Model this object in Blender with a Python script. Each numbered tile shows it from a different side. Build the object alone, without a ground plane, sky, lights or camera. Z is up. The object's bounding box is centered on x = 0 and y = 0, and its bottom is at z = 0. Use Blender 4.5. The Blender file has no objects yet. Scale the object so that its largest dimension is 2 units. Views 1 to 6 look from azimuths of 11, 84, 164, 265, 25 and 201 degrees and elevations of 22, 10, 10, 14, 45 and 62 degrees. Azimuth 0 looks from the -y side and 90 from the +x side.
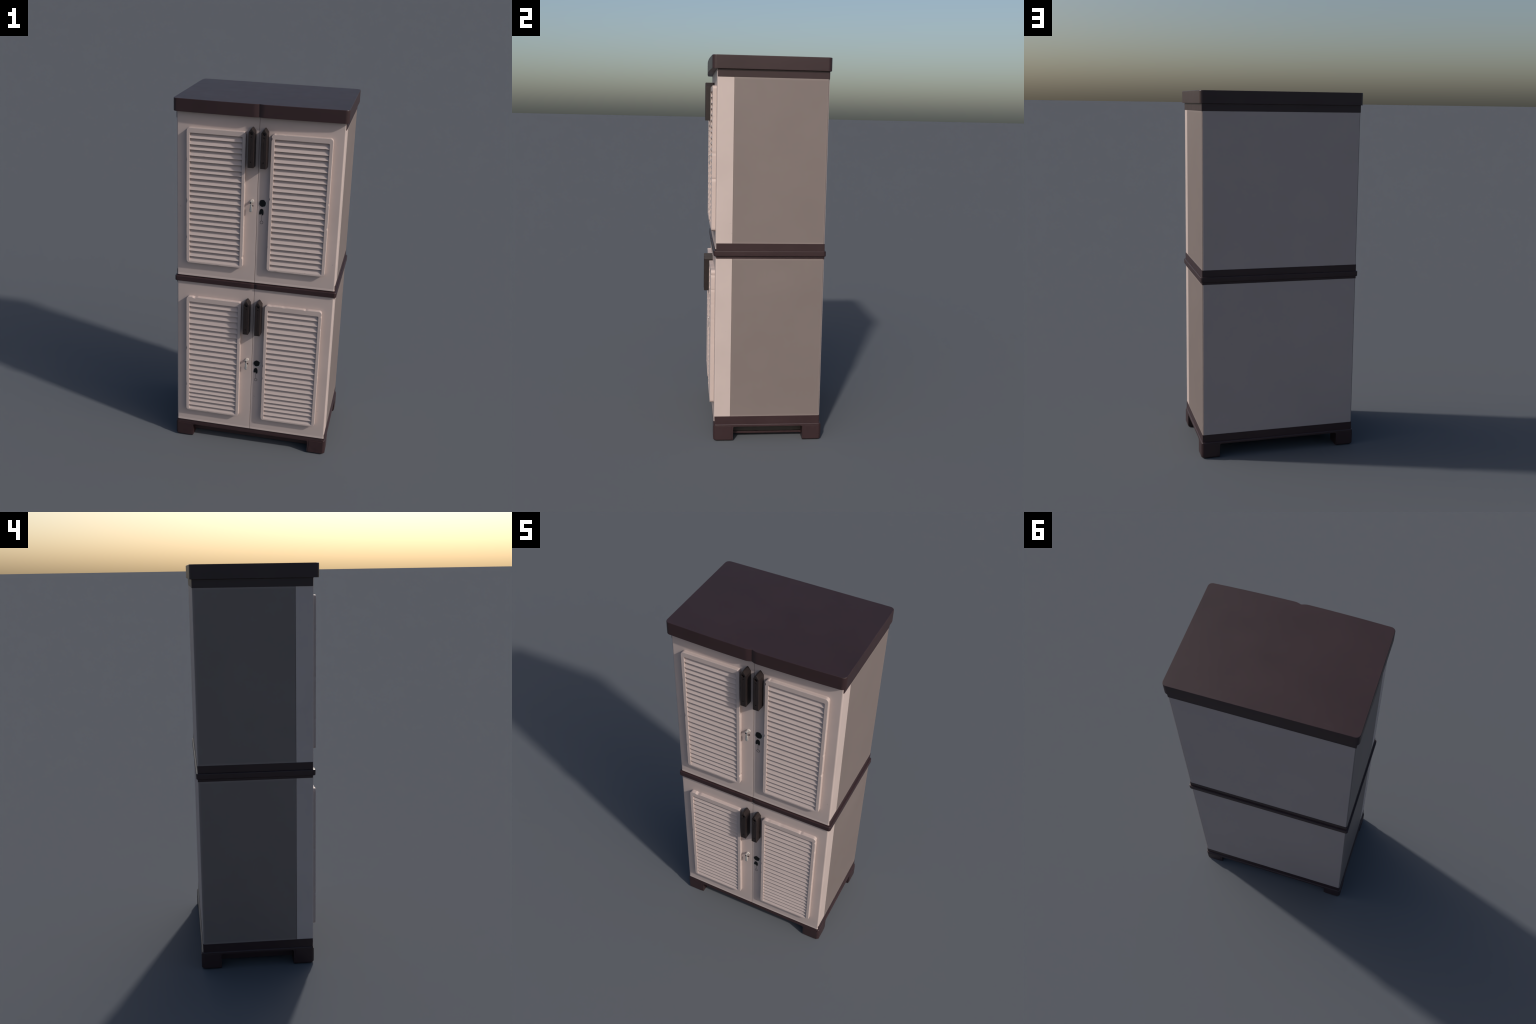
import bpy, bmesh, math, random
from mathutils import Vector, Matrix, noise

random.seed(7)

# ------------------------------------------------------------------ helpers
def link(obj, parent=None, mat=None):
    bpy.context.scene.collection.objects.link(obj)
    if parent is not None:
        obj.parent = parent
    if mat is not None and obj.type == 'MESH' and not obj.data.materials:
        obj.data.materials.append(mat)
    return obj

def smooth_by_angle(mesh, deg=32):
    bm = bmesh.new(); bm.from_mesh(mesh)
    lim = math.radians(deg)
    for f in bm.faces:
        f.smooth = True
    for e in bm.edges:
        e.smooth = len(e.link_faces) == 2 and e.calc_face_angle(0.0) < lim
    bm.to_mesh(mesh); bm.free()

def mesh_object(name, bm, parent, mat, deg=32):
    bmesh.ops.recalc_face_normals(bm, faces=bm.faces)
    me = bpy.data.meshes.new(name)
    bm.to_mesh(me); bm.free()
    smooth_by_angle(me, deg)
    return link(bpy.data.objects.new(name, me), parent, mat)

def loft(bm, rings, cap=True):
    """Skin a stack of closed rings that all have the same point count."""
    rows = [[bm.verts.new(p) for p in r] for r in rings]
    n = len(rows[0])
    for a, b in zip(rows, rows[1:]):
        for i in range(n):
            bm.faces.new((a[i], a[(i + 1) % n], b[(i + 1) % n], b[i]))
    if cap:
        bm.faces.new(list(reversed(rows[0])))
        bm.faces.new(rows[-1])
    return rows

def box(bm, lo, hi, bevel=0.0, seg=2):
    m = Matrix.Translation([(a + b) / 2 for a, b in zip(lo, hi)]) @ \
        Matrix.Diagonal([b - a for a, b in zip(lo, hi)] + [1])
    r = bmesh.ops.create_cube(bm, size=1, matrix=m)
    if bevel:
        es = list({e for v in r['verts'] for e in v.link_edges})
        bmesh.ops.bevel(bm, geom=es, offset=bevel, segments=seg, profile=0.5,
                        affect='EDGES', clamp_overlap=True)

def cylinder_y(bm, x, y0, y1, z, r, seg=32, bevel=0.0):
    """Cylinder along y from y0 (front) to y1 (back)."""
    def ring(rr, y):
        return [(x + rr * math.cos(t), y, z + rr * math.sin(t))
                for t in (2 * math.pi * i / seg for i in range(seg))]
    rings = [ring(r, y1), ring(r, y0 + bevel)]
    if bevel:
        rings += [ring(r - bevel * 0.3, y0 + bevel * 0.3), ring(r - bevel, y0)]
    loft(bm, rings)

def boolean_cut(obj, cutters):
    bpy.context.view_layer.update()
    for c in cutters:
        m = obj.modifiers.new("cut", 'BOOLEAN')
        m.operation = 'DIFFERENCE'; m.solver = 'EXACT'; m.object = c
    dg = bpy.context.evaluated_depsgraph_get()
    me = bpy.data.meshes.new_from_object(obj.evaluated_get(dg))
    obj.modifiers.clear()
    old = obj.data
    obj.data = me
    bpy.data.meshes.remove(old)
    for c in cutters:
        d = c.data
        bpy.data.objects.remove(c); bpy.data.meshes.remove(d)

def cutter_from(bm):
    bmesh.ops.recalc_face_normals(bm, faces=bm.faces)
    me = bpy.data.meshes.new("cutter"); bm.to_mesh(me); bm.free()
    return link(bpy.data.objects.new("cutter", me))

# plan outline: a rounded rectangle whose front edge bows out and has a
# shallow V notch on the centre line where the two doors meet
def outline(xh, yb, yf, bow, notch, r, z, notch_w=0.026):
    pts = []
    xs = sorted({round(s * v, 5) for s in (-1, 1) for v in
                 [0, .002, .005, .009, .014, .02, .026, .035, .05] +
                 [.05 + (xh - r - .05) * k / 14 for k in range(1, 15)]})
    def front(x):
        t = max(0.0, 1 - abs(x) / notch_w)
        return yf + bow * (x / xh) ** 2 + notch * t ** 1.6
    pts += [(x, front(x), z) for x in xs]
    yc = front(xh - r)
    for cx, cy, a0 in ((xh - r, yc + r, -90), (xh - r, yb - r, 0),
                       (-xh + r, yb - r, 90), (-xh + r, yc + r, 180)):
        for k in range(1 if a0 == -90 else 0, 9 if a0 != 180 else 8):
            a = math.radians(a0 + 90 * k / 8)
            pts.append((cx + r * math.cos(a), cy + r * math.sin(a), z))
    return pts

# ---------------------------------------------------------------- materials
class Nodes:
    def __init__(self, name):
        self.mat = bpy.data.materials.new(name)
        self.mat.use_nodes = True
        self.t = self.mat.node_tree
        self.bsdf = self.t.nodes['Principled BSDF']
    def new(self, kind, **kw):
        n = self.t.nodes.new(kind)
        for k, v in kw.items():
            setattr(n, k, v)
        return n
    def link(self, a, b):
        self.t.links.new(a, b)
    def coords(self, scale=(1, 1, 1)):
        tc = self.new('ShaderNodeTexCoord'); mp = self.new('ShaderNodeMapping')
        mp.inputs['Scale'].default_value = scale
        self.link(tc.outputs['Object'], mp.inputs['Vector'])
        return mp.outputs['Vector']
    def noise(self, vec, scale, detail=4, rough=0.55):
        n = self.new('ShaderNodeTexNoise')
        n.inputs['Scale'].default_value = scale
        n.inputs['Detail'].default_value = detail
        n.inputs['Roughness'].default_value = rough
        self.link(vec, n.inputs['Vector'])
        return n.outputs['Fac']
    def ramp(self, fac, stops):
        r = self.new('ShaderNodeValToRGB')
        e = r.color_ramp.elements
        e[0].position, e[0].color = stops[0][0], (*[stops[0][1]] * 3, 1)
        e[1].position, e[1].color = stops[-1][0], (*[stops[-1][1]] * 3, 1)
        for p, c in stops[1:-1]:
            x = e.new(p); x.color = (c, c, c, 1)
        self.link(fac, r.inputs['Fac'])
        return r.outputs['Color']
    def math(self, op, a, b=None):
        n = self.new('ShaderNodeMath', operation=op)
        for i, v in enumerate((a, b)):
            if v is None:
                continue
            if isinstance(v, (int, float)):
                n.inputs[i].default_value = v
            else:
                self.link(v, n.inputs[i])
        return n.outputs[0]
    def mix(self, fac, a, b, blend='MIX'):
        n = self.new('ShaderNodeMix', data_type='RGBA', blend_type=blend)
        for sock, v in ((n.inputs['Factor'], fac), (n.inputs[6], a), (n.inputs[7], b)):
            if isinstance(v, (int, float)):
                sock.default_value = v
            elif isinstance(v, tuple):
                sock.default_value = (*v, 1)
            else:
                self.link(v, sock)
        return n.outputs[2]
    def bump(self, height, strength, dist):
        b = self.new('ShaderNodeBump')
        b.inputs['Strength'].default_value = strength
        b.inputs['Distance'].default_value = dist
        self.link(height, b.inputs['Height'])
        self.link(b.outputs['Normal'], self.bsdf.inputs['Normal'])
    def finish(self, color, rough, spec=0.5):
        if isinstance(color, tuple):
            self.bsdf.inputs['Base Color'].default_value = (*color, 1)
        else:
            self.link(color, self.bsdf.inputs['Base Color'])
        if isinstance(rough, (int, float)):
            self.bsdf.inputs['Roughness'].default_value = rough
        else:
            self.link(rough, self.bsdf.inputs['Roughness'])
        self.bsdf.inputs['Specular IOR Level'].default_value = spec
        return self.mat

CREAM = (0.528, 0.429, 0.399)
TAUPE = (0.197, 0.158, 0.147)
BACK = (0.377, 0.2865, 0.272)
BROWN = (0.0372, 0.0188, 0.0205)

def cream_plastic(name, streaks=0.0):
    n = Nodes(name)
    v = n.coords()
    tone = n.ramp(n.noise(v, 5, 3), [(0.3, 0.96), (0.7, 1.03)])
    col = n.mix(1.0, CREAM, tone, 'MULTIPLY')
    # small dark specks of dirt and a few pale scuffs
    speck = n.ramp(n.noise(v, 70, 2), [(0.70, 0.0), (0.77, 1.0)])
    gate = n.ramp(n.noise(v, 9, 1), [(0.52, 0.0), (0.62, 1.0)])
    col = n.mix(n.math('MULTIPLY', n.math('MULTIPLY', speck, gate), 0.30),
                col, (0.20, 0.175, 0.17))
    if streaks:
        sv = n.coords((5, 30, 60))
        st = n.ramp(n.noise(sv, 1.6, 3), [(0.60, 0.0), (0.72, 1.0)])
        inf = n.new('ShaderNodeObjectInfo')
        pick = n.ramp(inf.outputs['Random'], [(0.62, 0.0), (0.75, 1.0)])
        col = n.mix(n.math('MULTIPLY', n.math('MULTIPLY', st, pick), streaks),
                    col, (0.36, 0.27, 0.205))
    n.bump(n.noise(v, 260, 2), 0.05, 0.001)
    return n.finish(col, 0.48, 0.38)

def panel_plastic(name, base):
    n = Nodes(name)
    v = n.coords()
    tone = n.ramp(n.noise(v, 3, 4), [(0.3, 0.96), (0.7, 1.04)])
    col = n.mix(1.0, base, tone, 'MULTIPLY')
    # pale rim along the edges of each side panel
    sep = n.new('ShaderNodeSeparateXYZ'); n.link(v, sep.inputs[0])
    d = None
    for zi in (1.894, 1.060, 0.981, 0.133):
        a = n.math('ABSOLUTE', n.math('SUBTRACT', sep.outputs['Z'], zi))
        d = a if d is None else n.math('MINIMUM', d, a)
    d = n.math('MINIMUM', d, n.math('ABSOLUTE', n.math('SUBTRACT', sep.outputs['Y'], 0.2985)))
    rim = n.ramp(d, [(0.002, 1.0), (0.009, 0.0)])
    col = n.mix(n.math('MULTIPLY', rim, 0.22), col, tuple(min(0.6, c * 2.0) for c in base))
    n.bump(n.noise(v, 220, 2), 0.05, 0.001)
    return n.finish(col, 0.5, 0.4)

def brown_plastic():
    n = Nodes("brown_plastic")
    v = n.coords()
    tone = n.ramp(n.noise(v, 4, 4), [(0.3, 0.90), (0.7, 1.10)])
    col = n.mix(1.0, BROWN, tone, 'MULTIPLY')
    scr = n.ramp(n.noise(n.coords((1, 6, 14)), 9, 3), [(0.70, 0.0), (0.80, 1.0)])
    col = n.mix(n.math('MULTIPLY', scr, 0.25), col, (0.075, 0.055, 0.053))
    rough = n.math('ADD', n.math('MULTIPLY', n.noise(v, 12, 3), 0.08), 0.37)
    n.bump(n.noise(v, 300, 2), 0.06, 0.001)
    return n.finish(col, rough, 0.42)

def simple(name, color, rough, metal=0.0, spec=0.5):
    n = Nodes(name)
    v = n.coords()
    col = n.mix(1.0, color, n.ramp(n.noise(v, 40, 3), [(0.3, 0.9), (0.7, 1.08)]), 'MULTIPLY')
    n.bsdf.inputs['Metallic'].default_value = metal
    return n.finish(col, rough, spec)

M_CREAM = cream_plastic("cream_plastic")
M_SLAT = cream_plastic("cream_plastic_slat", 0.55)
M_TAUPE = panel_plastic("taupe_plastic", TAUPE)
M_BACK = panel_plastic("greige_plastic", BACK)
M_BROWN = brown_plastic()
M_HANDLE = simple("dark_brown_plastic", (0.022, 0.0155, 0.0152), 0.42, 0, 0.35)
M_BLACK = simple("black_enamel", (0.006, 0.007, 0.008), 0.45, 0, 0.3)
M_CHROME = simple("chrome", (0.72, 0.70, 0.68), 0.24, 0.75)
M_PALE = simple("pale_plastic", (0.62, 0.55, 0.50), 0.4)
M_WIRE = simple("grey_wire", (0.10, 0.095, 0.095), 0.5, 0.3)
M_SEAM = simple("seam_brown", (0.17, 0.125, 0.115), 0.7)
M_FLOOR = simple("grey_brown_board", (0.050, 0.043, 0.039), 0.7)

# ---------------------------------------------------------------- the thing
cabinet = bpy.data.objects.new("storage_cabinet", None)
link(cabinet)
cabinet["label"] = "tall cream plastic storage cabinet with louvred doors and brown trim"
cabinet["category"] = "storage cabinet"

# carcass: two stacked boxes
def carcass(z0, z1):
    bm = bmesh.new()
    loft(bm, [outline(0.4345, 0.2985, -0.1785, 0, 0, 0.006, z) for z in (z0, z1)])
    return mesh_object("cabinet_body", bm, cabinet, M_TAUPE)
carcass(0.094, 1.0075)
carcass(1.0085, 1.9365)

# paler sheet that closes the back of each box
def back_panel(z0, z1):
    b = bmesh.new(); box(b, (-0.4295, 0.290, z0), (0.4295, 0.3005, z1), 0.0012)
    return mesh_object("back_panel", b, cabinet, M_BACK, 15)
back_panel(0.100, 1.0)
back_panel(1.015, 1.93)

# brown trim bands, flush with the sides and back
def trim_band(z0, z1):
    bm = bmesh.new()
    e = 0.0008
    loft(bm, [outline(0.4355 - i, 0.3014 - i, -0.2600 + i, 0, 0, 0.004, z)
              for i, z in ((e, z0), (0, z0 + e), (0, z1 - e), (e, z1))])
    return mesh_object("trim_band", bm, cabinet, M_BROWN)
trim_band(0.0885, 0.133)
trim_band(0.981, 1.060)
trim_band(1.8945, 1.9355)

# moulding between the two halves
bm = bmesh.new()
loft(bm, [outline(0.4440 - i, 0.3085 - i, -0.2740 + i, 0.0015, nd, max(0.003, 0.013 - i), z, 0.018)
          for i, z, nd in ((0.010, 0.9935, 0), (0.003, 0.9940, 0.004), (0.0008, 0.9955, .006), (0, 0.998, .006),
                           (0, 1.0195, .006), (0.0006, 1.0215, .006), (0.002, 1.0228, .005), (0.011, 1.0240, 0))])
mesh_object("moulding", bm, cabinet, M_BROWN, 40)

# brown packing strip under the upper doors, on top of the moulding
bm = bmesh.new()
loft(bm, [outline(0.4335, 0.2985, -0.2625, 0.0015, 0.003, 0.006, z, 0.018) for z in (0.995, 1.0305)])
mesh_object("packing_strip", bm, cabinet, M_BROWN)

# lid
bm = bmesh.new()
loft(bm, [outline(0.4468 - i, 0.3112 - i, -0.2980 + i, 0.0105, 0.0080, 0.022, z, 0.03)
          for i, z in ((0.0015, 1.9335), (0.0003, 1.9339), (0, 1.9350), (0, 1.9970),
                       (0.0006, 1.9988), (0.0018, 2.0))])
mesh_object("lid", bm, cabinet, M_BROWN, 22)

# ------------------------------------------------------------ base with feet
bm = bmesh.new()
def base_ring(i, z, yf=None):
    return outline(0.4410 - i, 0.3090 - i, (-0.2645 + i) if yf is None else yf, 0.0015, 0, 0.013, z)
loft(bm, [base_ring(0.008, 0.0), base_ring(0.0045, 0.001), base_ring(0.001, 0.005), base_ring(0.0002, 0.010),
          base_ring(0, 0.02), base_ring(0, 0.086), base_ring(0.001, 0.0885),
          base_ring(0.003, 0.0905, -0.2640), base_ring(0.008, 0.0920, -0.2630), base_ring(0.009, 0.107, -0.2618)])
base = mesh_object("base", bm, cabinet, M_BROWN, 40)
cuts = []
for lo, hi in (((-1, -0.161, -0.3), (1, 0.210, 0.0775)),
               ((-0.340, -1, -0.3), (0.340, 1, 0.0775))):
    b = bmesh.new(); box(b, lo, hi, 0.009, 4); cuts.append(cutter_from(b))
boolean_cut(base, cuts)
smooth_by_angle(base.data, 40)

# slightly raised pads on the outer faces of the feet
def foot(sx, sy):
    b = bmesh.new()
    yo = -0.2652 if sy < 0 else 0.3104
    yi = yo - sy * 0.006
    box(b, (min(sx * 0.348, sx * 0.431), min(yo, yi), 0.006), (max(sx * 0.348, sx * 0.431), max(yo, yi), 0.0805), 0.0014)
    ya, yb_ = (-0.2540, -0.1695) if sy < 0 else (0.2185, 0.299)
    box(b, (min(sx * 0.4365, sx * 0.4422), ya, 0.006), (max(sx * 0.4365, sx * 0.4422), yb_, 0.0805), 0.0014)
    return mesh_object("foot_pad", b, cabinet, M_BROWN)
for sx in (-1, 1):
    for sy in (-1, 1):
        foot(sx, sy)

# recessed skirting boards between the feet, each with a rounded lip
def skirting(lo, hi, mat):
    b = bmesh.new(); box(b, lo, hi, 0.001)
    return mesh_object("recessed_skirting", b, cabinet, mat)
skirting((-0.362, -0.213, 0.021), (0.362, -0.203, 0.078), M_BROWN)
skirting((-0.382, -0.190, 0.022), (-0.372, 0.235, 0.078), M_BROWN)
skirting((0.360, -0.190, 0.0255), (0.369, 0.235, 0.078), M_FLOOR)
skirting((0.364, -0.190, 0.0165), (0.378, 0.235, 0.0275), M_BROWN)

# ------------------------------------------------------------------- doors
DOOR_BACK = -0.178
def door_front(x):                       # almost flat, faintly bowed front face
    return -0.2645 + 0.0018 * (abs(x) / 0.43) ** 2

def make_door(s, z0, z1):
    """s = +1 right hand door, -1 left hand door."""
    def ring(z, flare, shrink=0.0):
        x0, xh, r = 0.0008, 0.4335 - shrink, 0.008
        p = [(x0, DOOR_BACK), (x0, door_front(0) + 0.0020 - flare),
             (x0 + 0.0004, door_front(0) + 0.0006 - flare), (x0 + 0.0015, door_front(0) - flare)]
        n = 18
        for k in range(1, n + 1):
            x = x0 + 0.0015 + (xh - r - x0 - 0.0015) * k / n
            p.append((x, door_front(x) - flare))
        yc = p[-1][1] + r
        for k in range(1, 9):
            a = math.radians(-90 + 90 * k / 8)
            p.append((xh - r + r * math.cos(a), yc + r * math.sin(a)))
        p.append((xh, DOOR_BACK))
        return [(s * x, y, z) for x, y in p]
    b = bmesh.new()
    loft(b, [ring(z0, 0.0016), ring(z0 + 0.004, 0.0014), ring(z0 + 0.0095, 0.0002), ring(z0 + 0.012, 0), ring(z1, 0)])
    return mesh_object("door", b, cabinet, M_CREAM)

# rounded-rectangle path used for the louvre frame (local x, z)
def round_rect(x0, x1, z0, z1, r, step=0.006, corner=8):
    pts = []
    for cx, cz, a0 in ((x1 - r, z1 - r, 0), (x0 + r, z1 - r, 90), (x0 + r, z0 + r, 180), (x1 - r, z0 + r, 270)):
        arc = [(cx + r * math.cos(math.radians(a0 + 90 * k / corner)),
                cz + r * math.sin(math.radians(a0 + 90 * k / corner))) for k in range(corner + 1)]
        pts.append(arc)
    out = []
    for i, arc in enumerate(pts):
        out += arc
        a, c = arc[-1], pts[(i + 1) % 4][0]
        n = max(1, int(math.dist(a, c) / step))
        out += [(a[0] + (c[0] - a[0]) * k / n, a[1] + (c[1] - a[1]) * k / n) for k in range(1, n)]
    return out

PANEL_YAW = math.atan2(0.0014, 0.311)    # the louvre panel follows the faint bow of the door
FRAME_W = (0.0655, 0.3755)
SLAT_W = (0.0825, 0.3585)

def panel_matrix(s):
    """Panel space: x along the door away from the seam, y outward negative, z up."""
    m = Matrix.Translation((s * FRAME_W[0], -0.2852, 0)) @ Matrix.Rotation(s * PANEL_YAW, 4, 'Z')
    return m

def make_frame(s, door, oz, iz, seed):
    """Raised rounded frame around the louvres with small moulding flaws."""
    w = FRAME_W[1] - FRAME_W[0]
    def X(x): return s * (x - FRAME_W[0])
    outer = round_rect(0, w, oz[0], oz[1], 0.016)
    inner_lo = SLAT_W[0] - FRAME_W[0]; inner_hi = SLAT_W[1] - FRAME_W[0]
    cx, cz = w / 2, (oz[0] + oz[1]) / 2
    def inset(pts, d, base, rmin):
        x0, x1, z0, z1, r = base
        return None
    def ring(x0, x1, z0, z1, r, y, flaw):
        base = round_rect(0, w, oz[0], oz[1], 0.016)
        # same parametrisation for every ring: map outer point by its corner / side
        out = []
        for (px, pz) in base:
            u = (px - 0.016) / (w - 0.032); v = (pz - oz[0] - 0.016) / (oz[1] - oz[0] - 0.032)
            qx = min(max(u, 0), 1); qz = min(max(v, 0), 1)
            ox = px - (0.016 + qx * (w - 0.032)); ozz = pz - (oz[0] + 0.016 + qz * (oz[1] - oz[0] - 0.032))
            k = r / 0.016
            nx = x0 + r + qx * (x1 - x0 - 2 * r) + ox * k
            nz = z0 + r + qz * (z1 - z0 - 2 * r) + ozz * k
            if flaw:
                f = noise.noise((px * 38 + seed, pz * 38, seed * 1.7))
                f = max(0, f - 0.40) * 0.016 * flaw
                d = Vector((cx - nx, 0, 0)) if 0 < qz < 1 else Vector((0, 0, cz - nz))
                if d.length > 0:
                    d.normalize(); nx += d.x * f; nz += d.z * f
            out.append((s * nx, y, nz))
        return out
    H = 0.0225
    b = bmesh.new()
    rings = [ring(0, w, oz[0], oz[1], 0.016, H, 0.4),
             ring(0, w, oz[0], oz[1], 0.016, 0.0016, 1),
             ring(0.0005, w - 0.0005, oz[0] + 0.0005, oz[1] - 0.0005, 0.0156, 0.0005, 1),
             ring(0.0016, w - 0.0016, oz[0] + 0.0016, oz[1] - 0.0016, 0.0148, 0.0, 0.8),
             ring(inner_lo - 0.0012, inner_hi + 0.0012, iz[0] - 0.0012, iz[1] + 0.0008, 0.006, 0.0, 0),
             ring(inner_lo - 0.0003, inner_hi + 0.0003, iz[0] - 0.0003, iz[1] + 0.0002, 0.005, 0.0004, 0),
             ring(inner_lo, inner_hi, iz[0], iz[1], 0.005, 0.0012, 0),
             ring(inner_lo, inner_hi, iz[0], iz[1], 0.005, H, 0)]
    rows = loft(b, rings, cap=False)
    n = len(rows[0])
    for i in range(n):
        b.faces.new((rows[-1][i], rows[-1][(i + 1) % n], rows[0][(i + 1) % n], rows[0][i]))
    # backing sheet behind the slats
    box(b, (min(s * (inner_lo - 0.002), s * (inner_hi + 0.002)), 0.0192, iz[0] - 0.002),
        (max(s * (inner_lo - 0.002), s * (inner_hi + 0.002)), 0.0215, iz[1] + 0.002))
    o = mesh_object("louvre_frame", b, door, M_CREAM, 21)
    o.matrix_local = panel_matrix(s)
    return o

# one slat: a sloping blade, deep at its top edge and rounded at its lower lip.
# unit height in z (0 = lip, 1 = top), scaled per slat; lip edge slightly wavy
def slat_mesh(length, variant):
    b = bmesh.new()
    rows = []
    n = 70
    prof = [(0.0200, 0.985), (0.0176, 1.03), (0.0170, 0.985), (0.0020, 0.075), (0.0010, 0.035), (0.0010, 0.012), (0.0018, 0.0), (0.0200, 0.06)]
    for k in range(n + 1):
        x = length * k / n
        ring = []
        for j, (y, z) in enumerate(prof):
            f = noise.noise((x * 45, variant * 3.7, 0.3))
            nick = max(0, f - 0.50) * 0.42 if j in (4, 5, 6) else 0
            wob = 0.00025 * noise.noise((x * 14, variant * 5.1, j * 0.2))
            ring.append((x, y + wob, z + nick))
        rows.append(ring)
    loft(b, rows)
    bmesh.ops.recalc_face_normals(b, faces=b.faces)
    me = bpy.data.meshes.new("slat"); b.to_mesh(me); b.free()
    smooth_by_angle(me, 40)
    me.materials.append(M_SLAT)
    return me

SLAT_LEN = SLAT_W[1] - SLAT_W[0] + 0.002
SLATS = [slat_mesh(SLAT_LEN, v) for v in range(8)]

# slot heights (top of every slat), bottom of the last one at the end
UPPER = [1.827, 1.798, 1.766, 1.739, 1.707, 1.677, 1.645, 1.618, 1.586, 1.556, 1.523, 1.495, 1.463,
         1.429, 1.399, 1.366, 1.338, 1.305, 1.272, 1.240, 1.211, 1.183, 1.151, 1.123]
LOWER = [0.881, 0.852, 0.819, 0.786, 0.749, 0.717, 0.688, 0.655, 0.624, 0.591, 0.559, 0.522, 0.489,
         0.457, 0.428, 0.397, 0.363, 0.336, 0.307, 0.281, 0.254, 0.223, 0.198]

def make_slats(s, door, levels, seed):
    rnd = random.Random(seed)
    m = panel_matrix(s)
    for a, c in zip(levels, levels[1:]):
        o = bpy.data.objects.new("slat", rnd.choice(SLATS))
        link(o, door)
        x0 = (SLAT_W[0] - FRAME_W[0] - 0.001) if s > 0 else -(SLAT_W[1] - FRAME_W[0] + 0.001)
        o.matrix_local = m @ Matrix.Translation((x0, 0, c)) @ Matrix.Diagonal((1, 1, a - c, 1))

# ------------------------------------------------------------- door handles
def make_handle(s, door, z0, z1):
    """House-shaped pull: tall bar with a pointed top, a hole and two screws."""
    cx, sh = s * 0.0325, 0.020
    def ring(half, y, i):
        pts = [(-half + i, z0 + i), (half - i, z0 + i), (half - i, z1 - sh - i * 0.4),
               (0.0022, z1 - i), (-0.0022, z1 - i), (-half + i, z1 - sh - i * 0.4)]
        return [(cx + x, y, z) for x, z in pts]
    b = bmesh.new()
    loft(b, [ring(0.0172, -0.262, 0), ring(0.0150, -0.3095, 0), ring(0.0146, -0.3112, 0.0006), ring(0.0140, -0.3120, 0.0016)])
    h = mesh_object("handle", b, door, M_HANDLE)
    cuts = []
    b = bmesh.new(); cylinder_y(b, cx, -0.33, -0.3035, z1 - 0.0235, 0.0082, 24); cuts.append(cutter_from(b))
    for zz in (z1 - 0.043, z0 + 0.031):
        b = bmesh.new(); cylinder_y(b, cx, -0.33, -0.3085, zz, 0.0034, 16); cuts.append(cutter_from(b))
    b = bmesh.new(); box(b, (cx - 0.0006, -0.33, z0 + 0.042), (cx + 0.0006, -0.3114, z1 - 0.055)); cuts.append(cutter_from(b))
    boolean_cut(h, cuts)
    smooth_by_angle(h.data, 30)
    for zz in (z1 - 0.043, z0 + 0.031):
        b = bmesh.new(); cylinder_y(b, cx, -0.3096, -0.307, zz, 0.0023, 16, 0.0006)
        mesh_object("screw", b, door, M_HANDLE)

# -------------------------------------------------------------------- locks
def blotch(bm, x, y0, y1, z, r, seed, seg=40):
    """Roughly round plate with an uneven rim."""
    rings = []
    for y in (y1, y0):
        ring = []
        for i in range(seg):
            t = 2 * math.pi * i / seg
            k = r * (1 + 0.16 * noise.noise((math.cos(t) * 1.3 + seed * 9, math.sin(t) * 1.3, seed)))
            ring.append((x + k * math.cos(t), y, z + k * math.sin(t)))
        rings.append(ring)
    loft(bm, rings)

def make_lock_disc(door, z, bell_skew):
    """Right hand door: round black lock plate, keyhole cover, ring on a wire."""
    x = 0.0298; y = door_front(x)
    b = bmesh.new(); cylinder_y(b, x + 0.0020, y - 0.0016, y + 0.002, z - 0.0014, 0.0194, 40, 0.0006)
    mesh_object("lock_rim", b, door, M_CHROME)
    b = bmesh.new(); blotch(b, x - 0.0006, y - 0.0026, y + 0.002, z + 0.0006, 0.0178, z)
    mesh_object("lock_plate", b, door, M_BLACK)
    # bell shaped keyhole cover with a notch in its lower edge
    bx, bz, k = 0.0245, z - 0.0465, bell_skew
    prof = [(0.0022, -0.0115), (0.0045, -0.0175), (0.0095, -0.0170), (0.0112, -0.008), (0.0110, 0.002), (0.0092, 0.0105),
            (0.0052, 0.0158), (0.0, 0.0172), (-0.0055, 0.0152), (-0.0092, 0.0085), (-0.0112, -0.001),
            (-0.0118, -0.010), (-0.0098, -0.0150 + k), (-0.0045, -0.0150 + k), (-0.0022, -0.0105)]
    b = bmesh.new()
    loft(b, [[(bx + px, yy, bz + pz) for px, pz in prof] for yy in (y + 0.002, y - 0.002)])
    mesh_object("keyhole_cover", b, door, M_BLACK)
    b = bmesh.new(); box(b, (bx + 0.0003, y - 0.0009, z - 0.0965), (bx + 0.0016, y + 0.001, z - 0.056), 0.0003)
    mesh_object("wire", b, door, M_WIRE)
    # ring
    b = bmesh.new()
    rx, rz, R, r = bx + 0.002, z - 0.1045, 0.0078, 0.0010
    rows = []
    for i in range(33):
        a = 2 * math.pi * i / 32
        rows.append([(rx + (R + r * math.cos(t)) * math.cos(a), y - 0.0004 + r * math.sin(t),
                      rz + (R + r * math.cos(t)) * math.sin(a)) for t in (2 * math.pi * j / 8 for j in range(8))])
    loft(b, rows[:-1] + [rows[0]], cap=False)
    bmesh.ops.remove_doubles(b, verts=b.verts, dist=1e-6)
    mesh_object("key_ring", b, door, M_WIRE)

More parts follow.
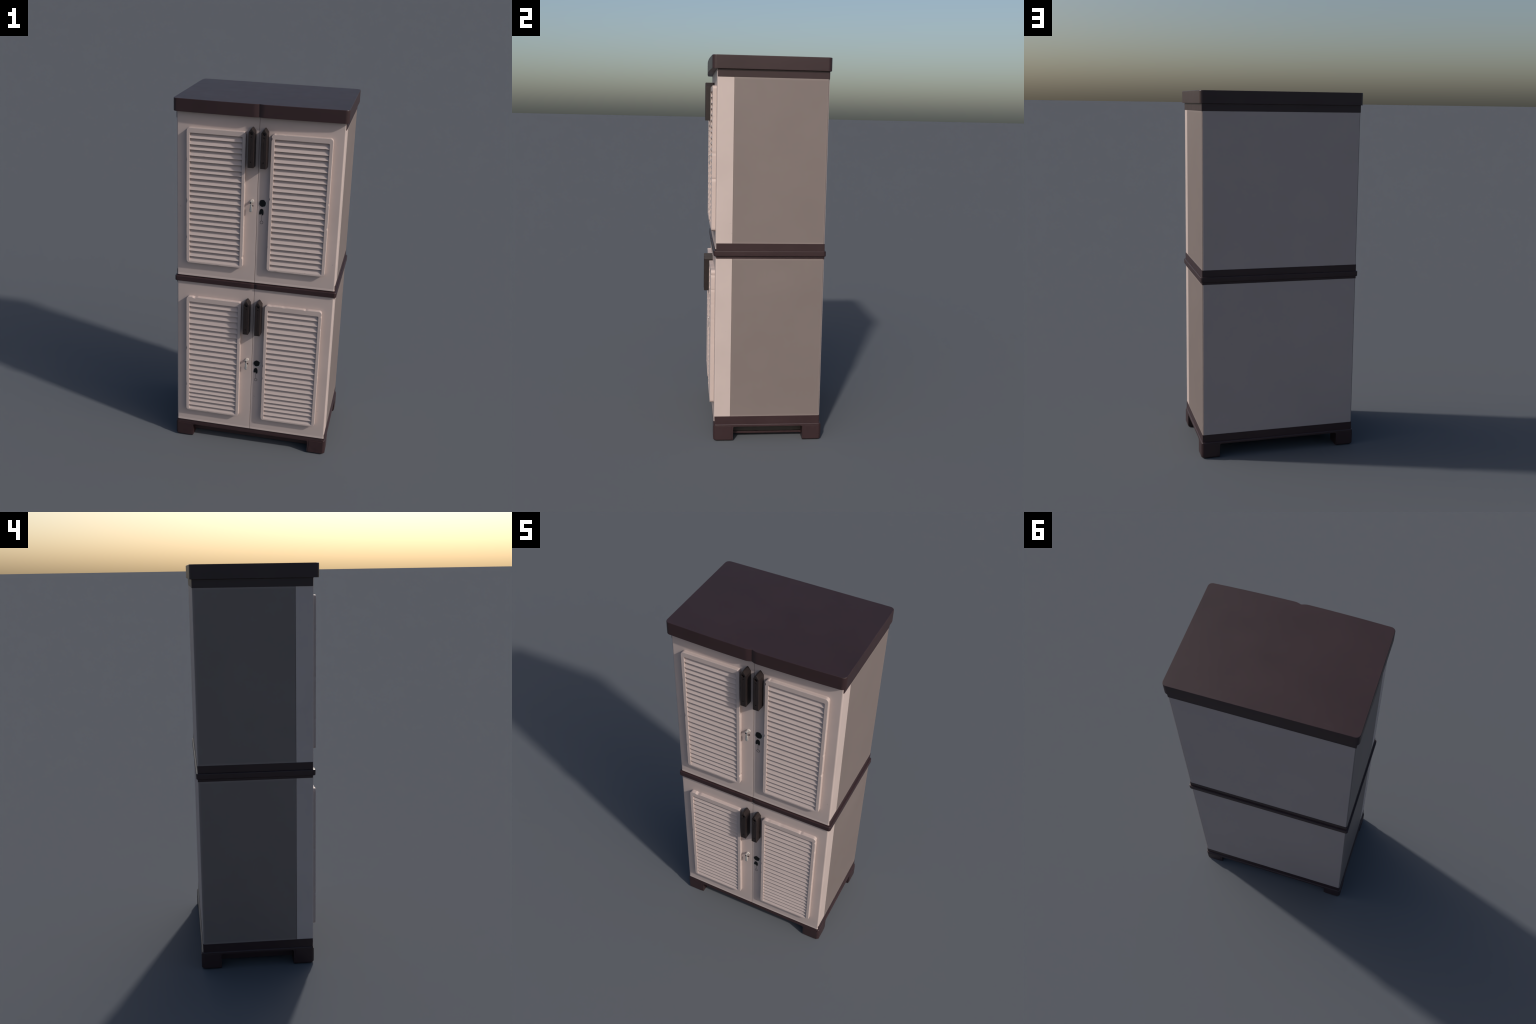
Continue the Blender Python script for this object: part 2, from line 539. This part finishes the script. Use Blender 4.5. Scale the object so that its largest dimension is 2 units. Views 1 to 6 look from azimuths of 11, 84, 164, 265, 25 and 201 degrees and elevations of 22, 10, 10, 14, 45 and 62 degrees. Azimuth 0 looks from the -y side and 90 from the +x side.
def make_key(door, z):
    """Left hand door: chrome lock barrel with a key hanging from it."""
    x = -0.0285; y = door_front(x)
    b = bmesh.new(); cylinder_y(b, x + 0.002, y - 0.0045, y + 0.002, z, 0.0100, 32, 0.0022)
    mesh_object("lock_escutcheon", b, door, M_PALE)
    b = bmesh.new(); cylinder_y(b, x - 0.003, y - 0.0200, y + 0.002, z - 0.001, 0.0062, 28, 0.0015)
    mesh_object("lock_barrel", b, door, M_CHROME)
    b = bmesh.new(); cylinder_y(b, x - 0.0034, y - 0.0206, y - 0.012, z - 0.0052, 0.0040, 16, 0.0005)
    mesh_object("keyhole", b, door, M_BLACK)
    b = bmesh.new(); cylinder_y(b, x + 0.006, y - 0.004, y + 0.002, z - 0.026, 0.0034, 16, 0.0008)
    mesh_object("keyhole", b, door, M_HANDLE)
    b = bmesh.new()
    stations = [(0.004, 0.0016, 0.0016), (-0.004, 0.0028, 0.0022), (-0.016, 0.0038, 0.0026), (-0.030, 0.0052, 0.0030),
                (-0.043, 0.0064, 0.0034), (-0.052, 0.0062, 0.0032), (-0.0555, 0.0040, 0.0018)]
    rings = []
    for dz, hw, hd in stations:
        hw *= 1.18; hd *= 1.15
        rings.append([(x - 0.0015 + hw * math.cos(t), y - 0.0170 + hd * math.sin(t), z + dz)
                      for t in (2 * math.pi * i / 20 for i in range(20))])
    loft(b, rings)
    mesh_object("key", b, door, M_CHROME, 60)
    b = bmesh.new(); box(b, (x + 0.0022, y - 0.0165, z - 0.053), (x + 0.0060, y - 0.0125, z - 0.022), 0.001)
    mesh_object("key", b, door, M_PALE)

for (z0, z1, levels, oz, hz, lz) in (
        (0.107, 0.9965, LOWER, (0.188, 0.910), (0.7335, 0.9325), 0.5385),
        (1.0300, 1.9365, UPPER, (1.113, 1.853), (1.6765, 1.8790), 1.4805)):
    for s in (1, -1):
        door = make_door(s, z0, z1)
        seed = (3 if s > 0 else 11) + (0 if z0 < 1 else 40)
        make_frame(s, door, oz, (levels[-1], levels[0]), seed)
        make_slats(s, door, levels, seed)
        make_handle(s, door, *hz)
        if s > 0:
            make_lock_disc(door, lz, 0.0 if z0 > 1 else 0.003)
        else:
            make_key(door, lz + (0.008 if z0 > 1 else 0.017))
    # thin brownish strip set in the gap between the two doors
    b = bmesh.new(); box(b, (-0.0016, door_front(0) + 0.0016, z0 + 0.001), (0.0016, DOOR_BACK - 0.01, z1 - 0.002))
    mesh_object("seam_strip", b, cabinet, M_SEAM)

# large flat faces keep their own normals next to small rounded edges
for o in bpy.data.objects:
    if o.type == 'MESH':
        w = o.modifiers.new("weighted_normal", 'WEIGHTED_NORMAL')
        w.mode = 'FACE_AREA'; w.weight = 50; w.keep_sharp = True
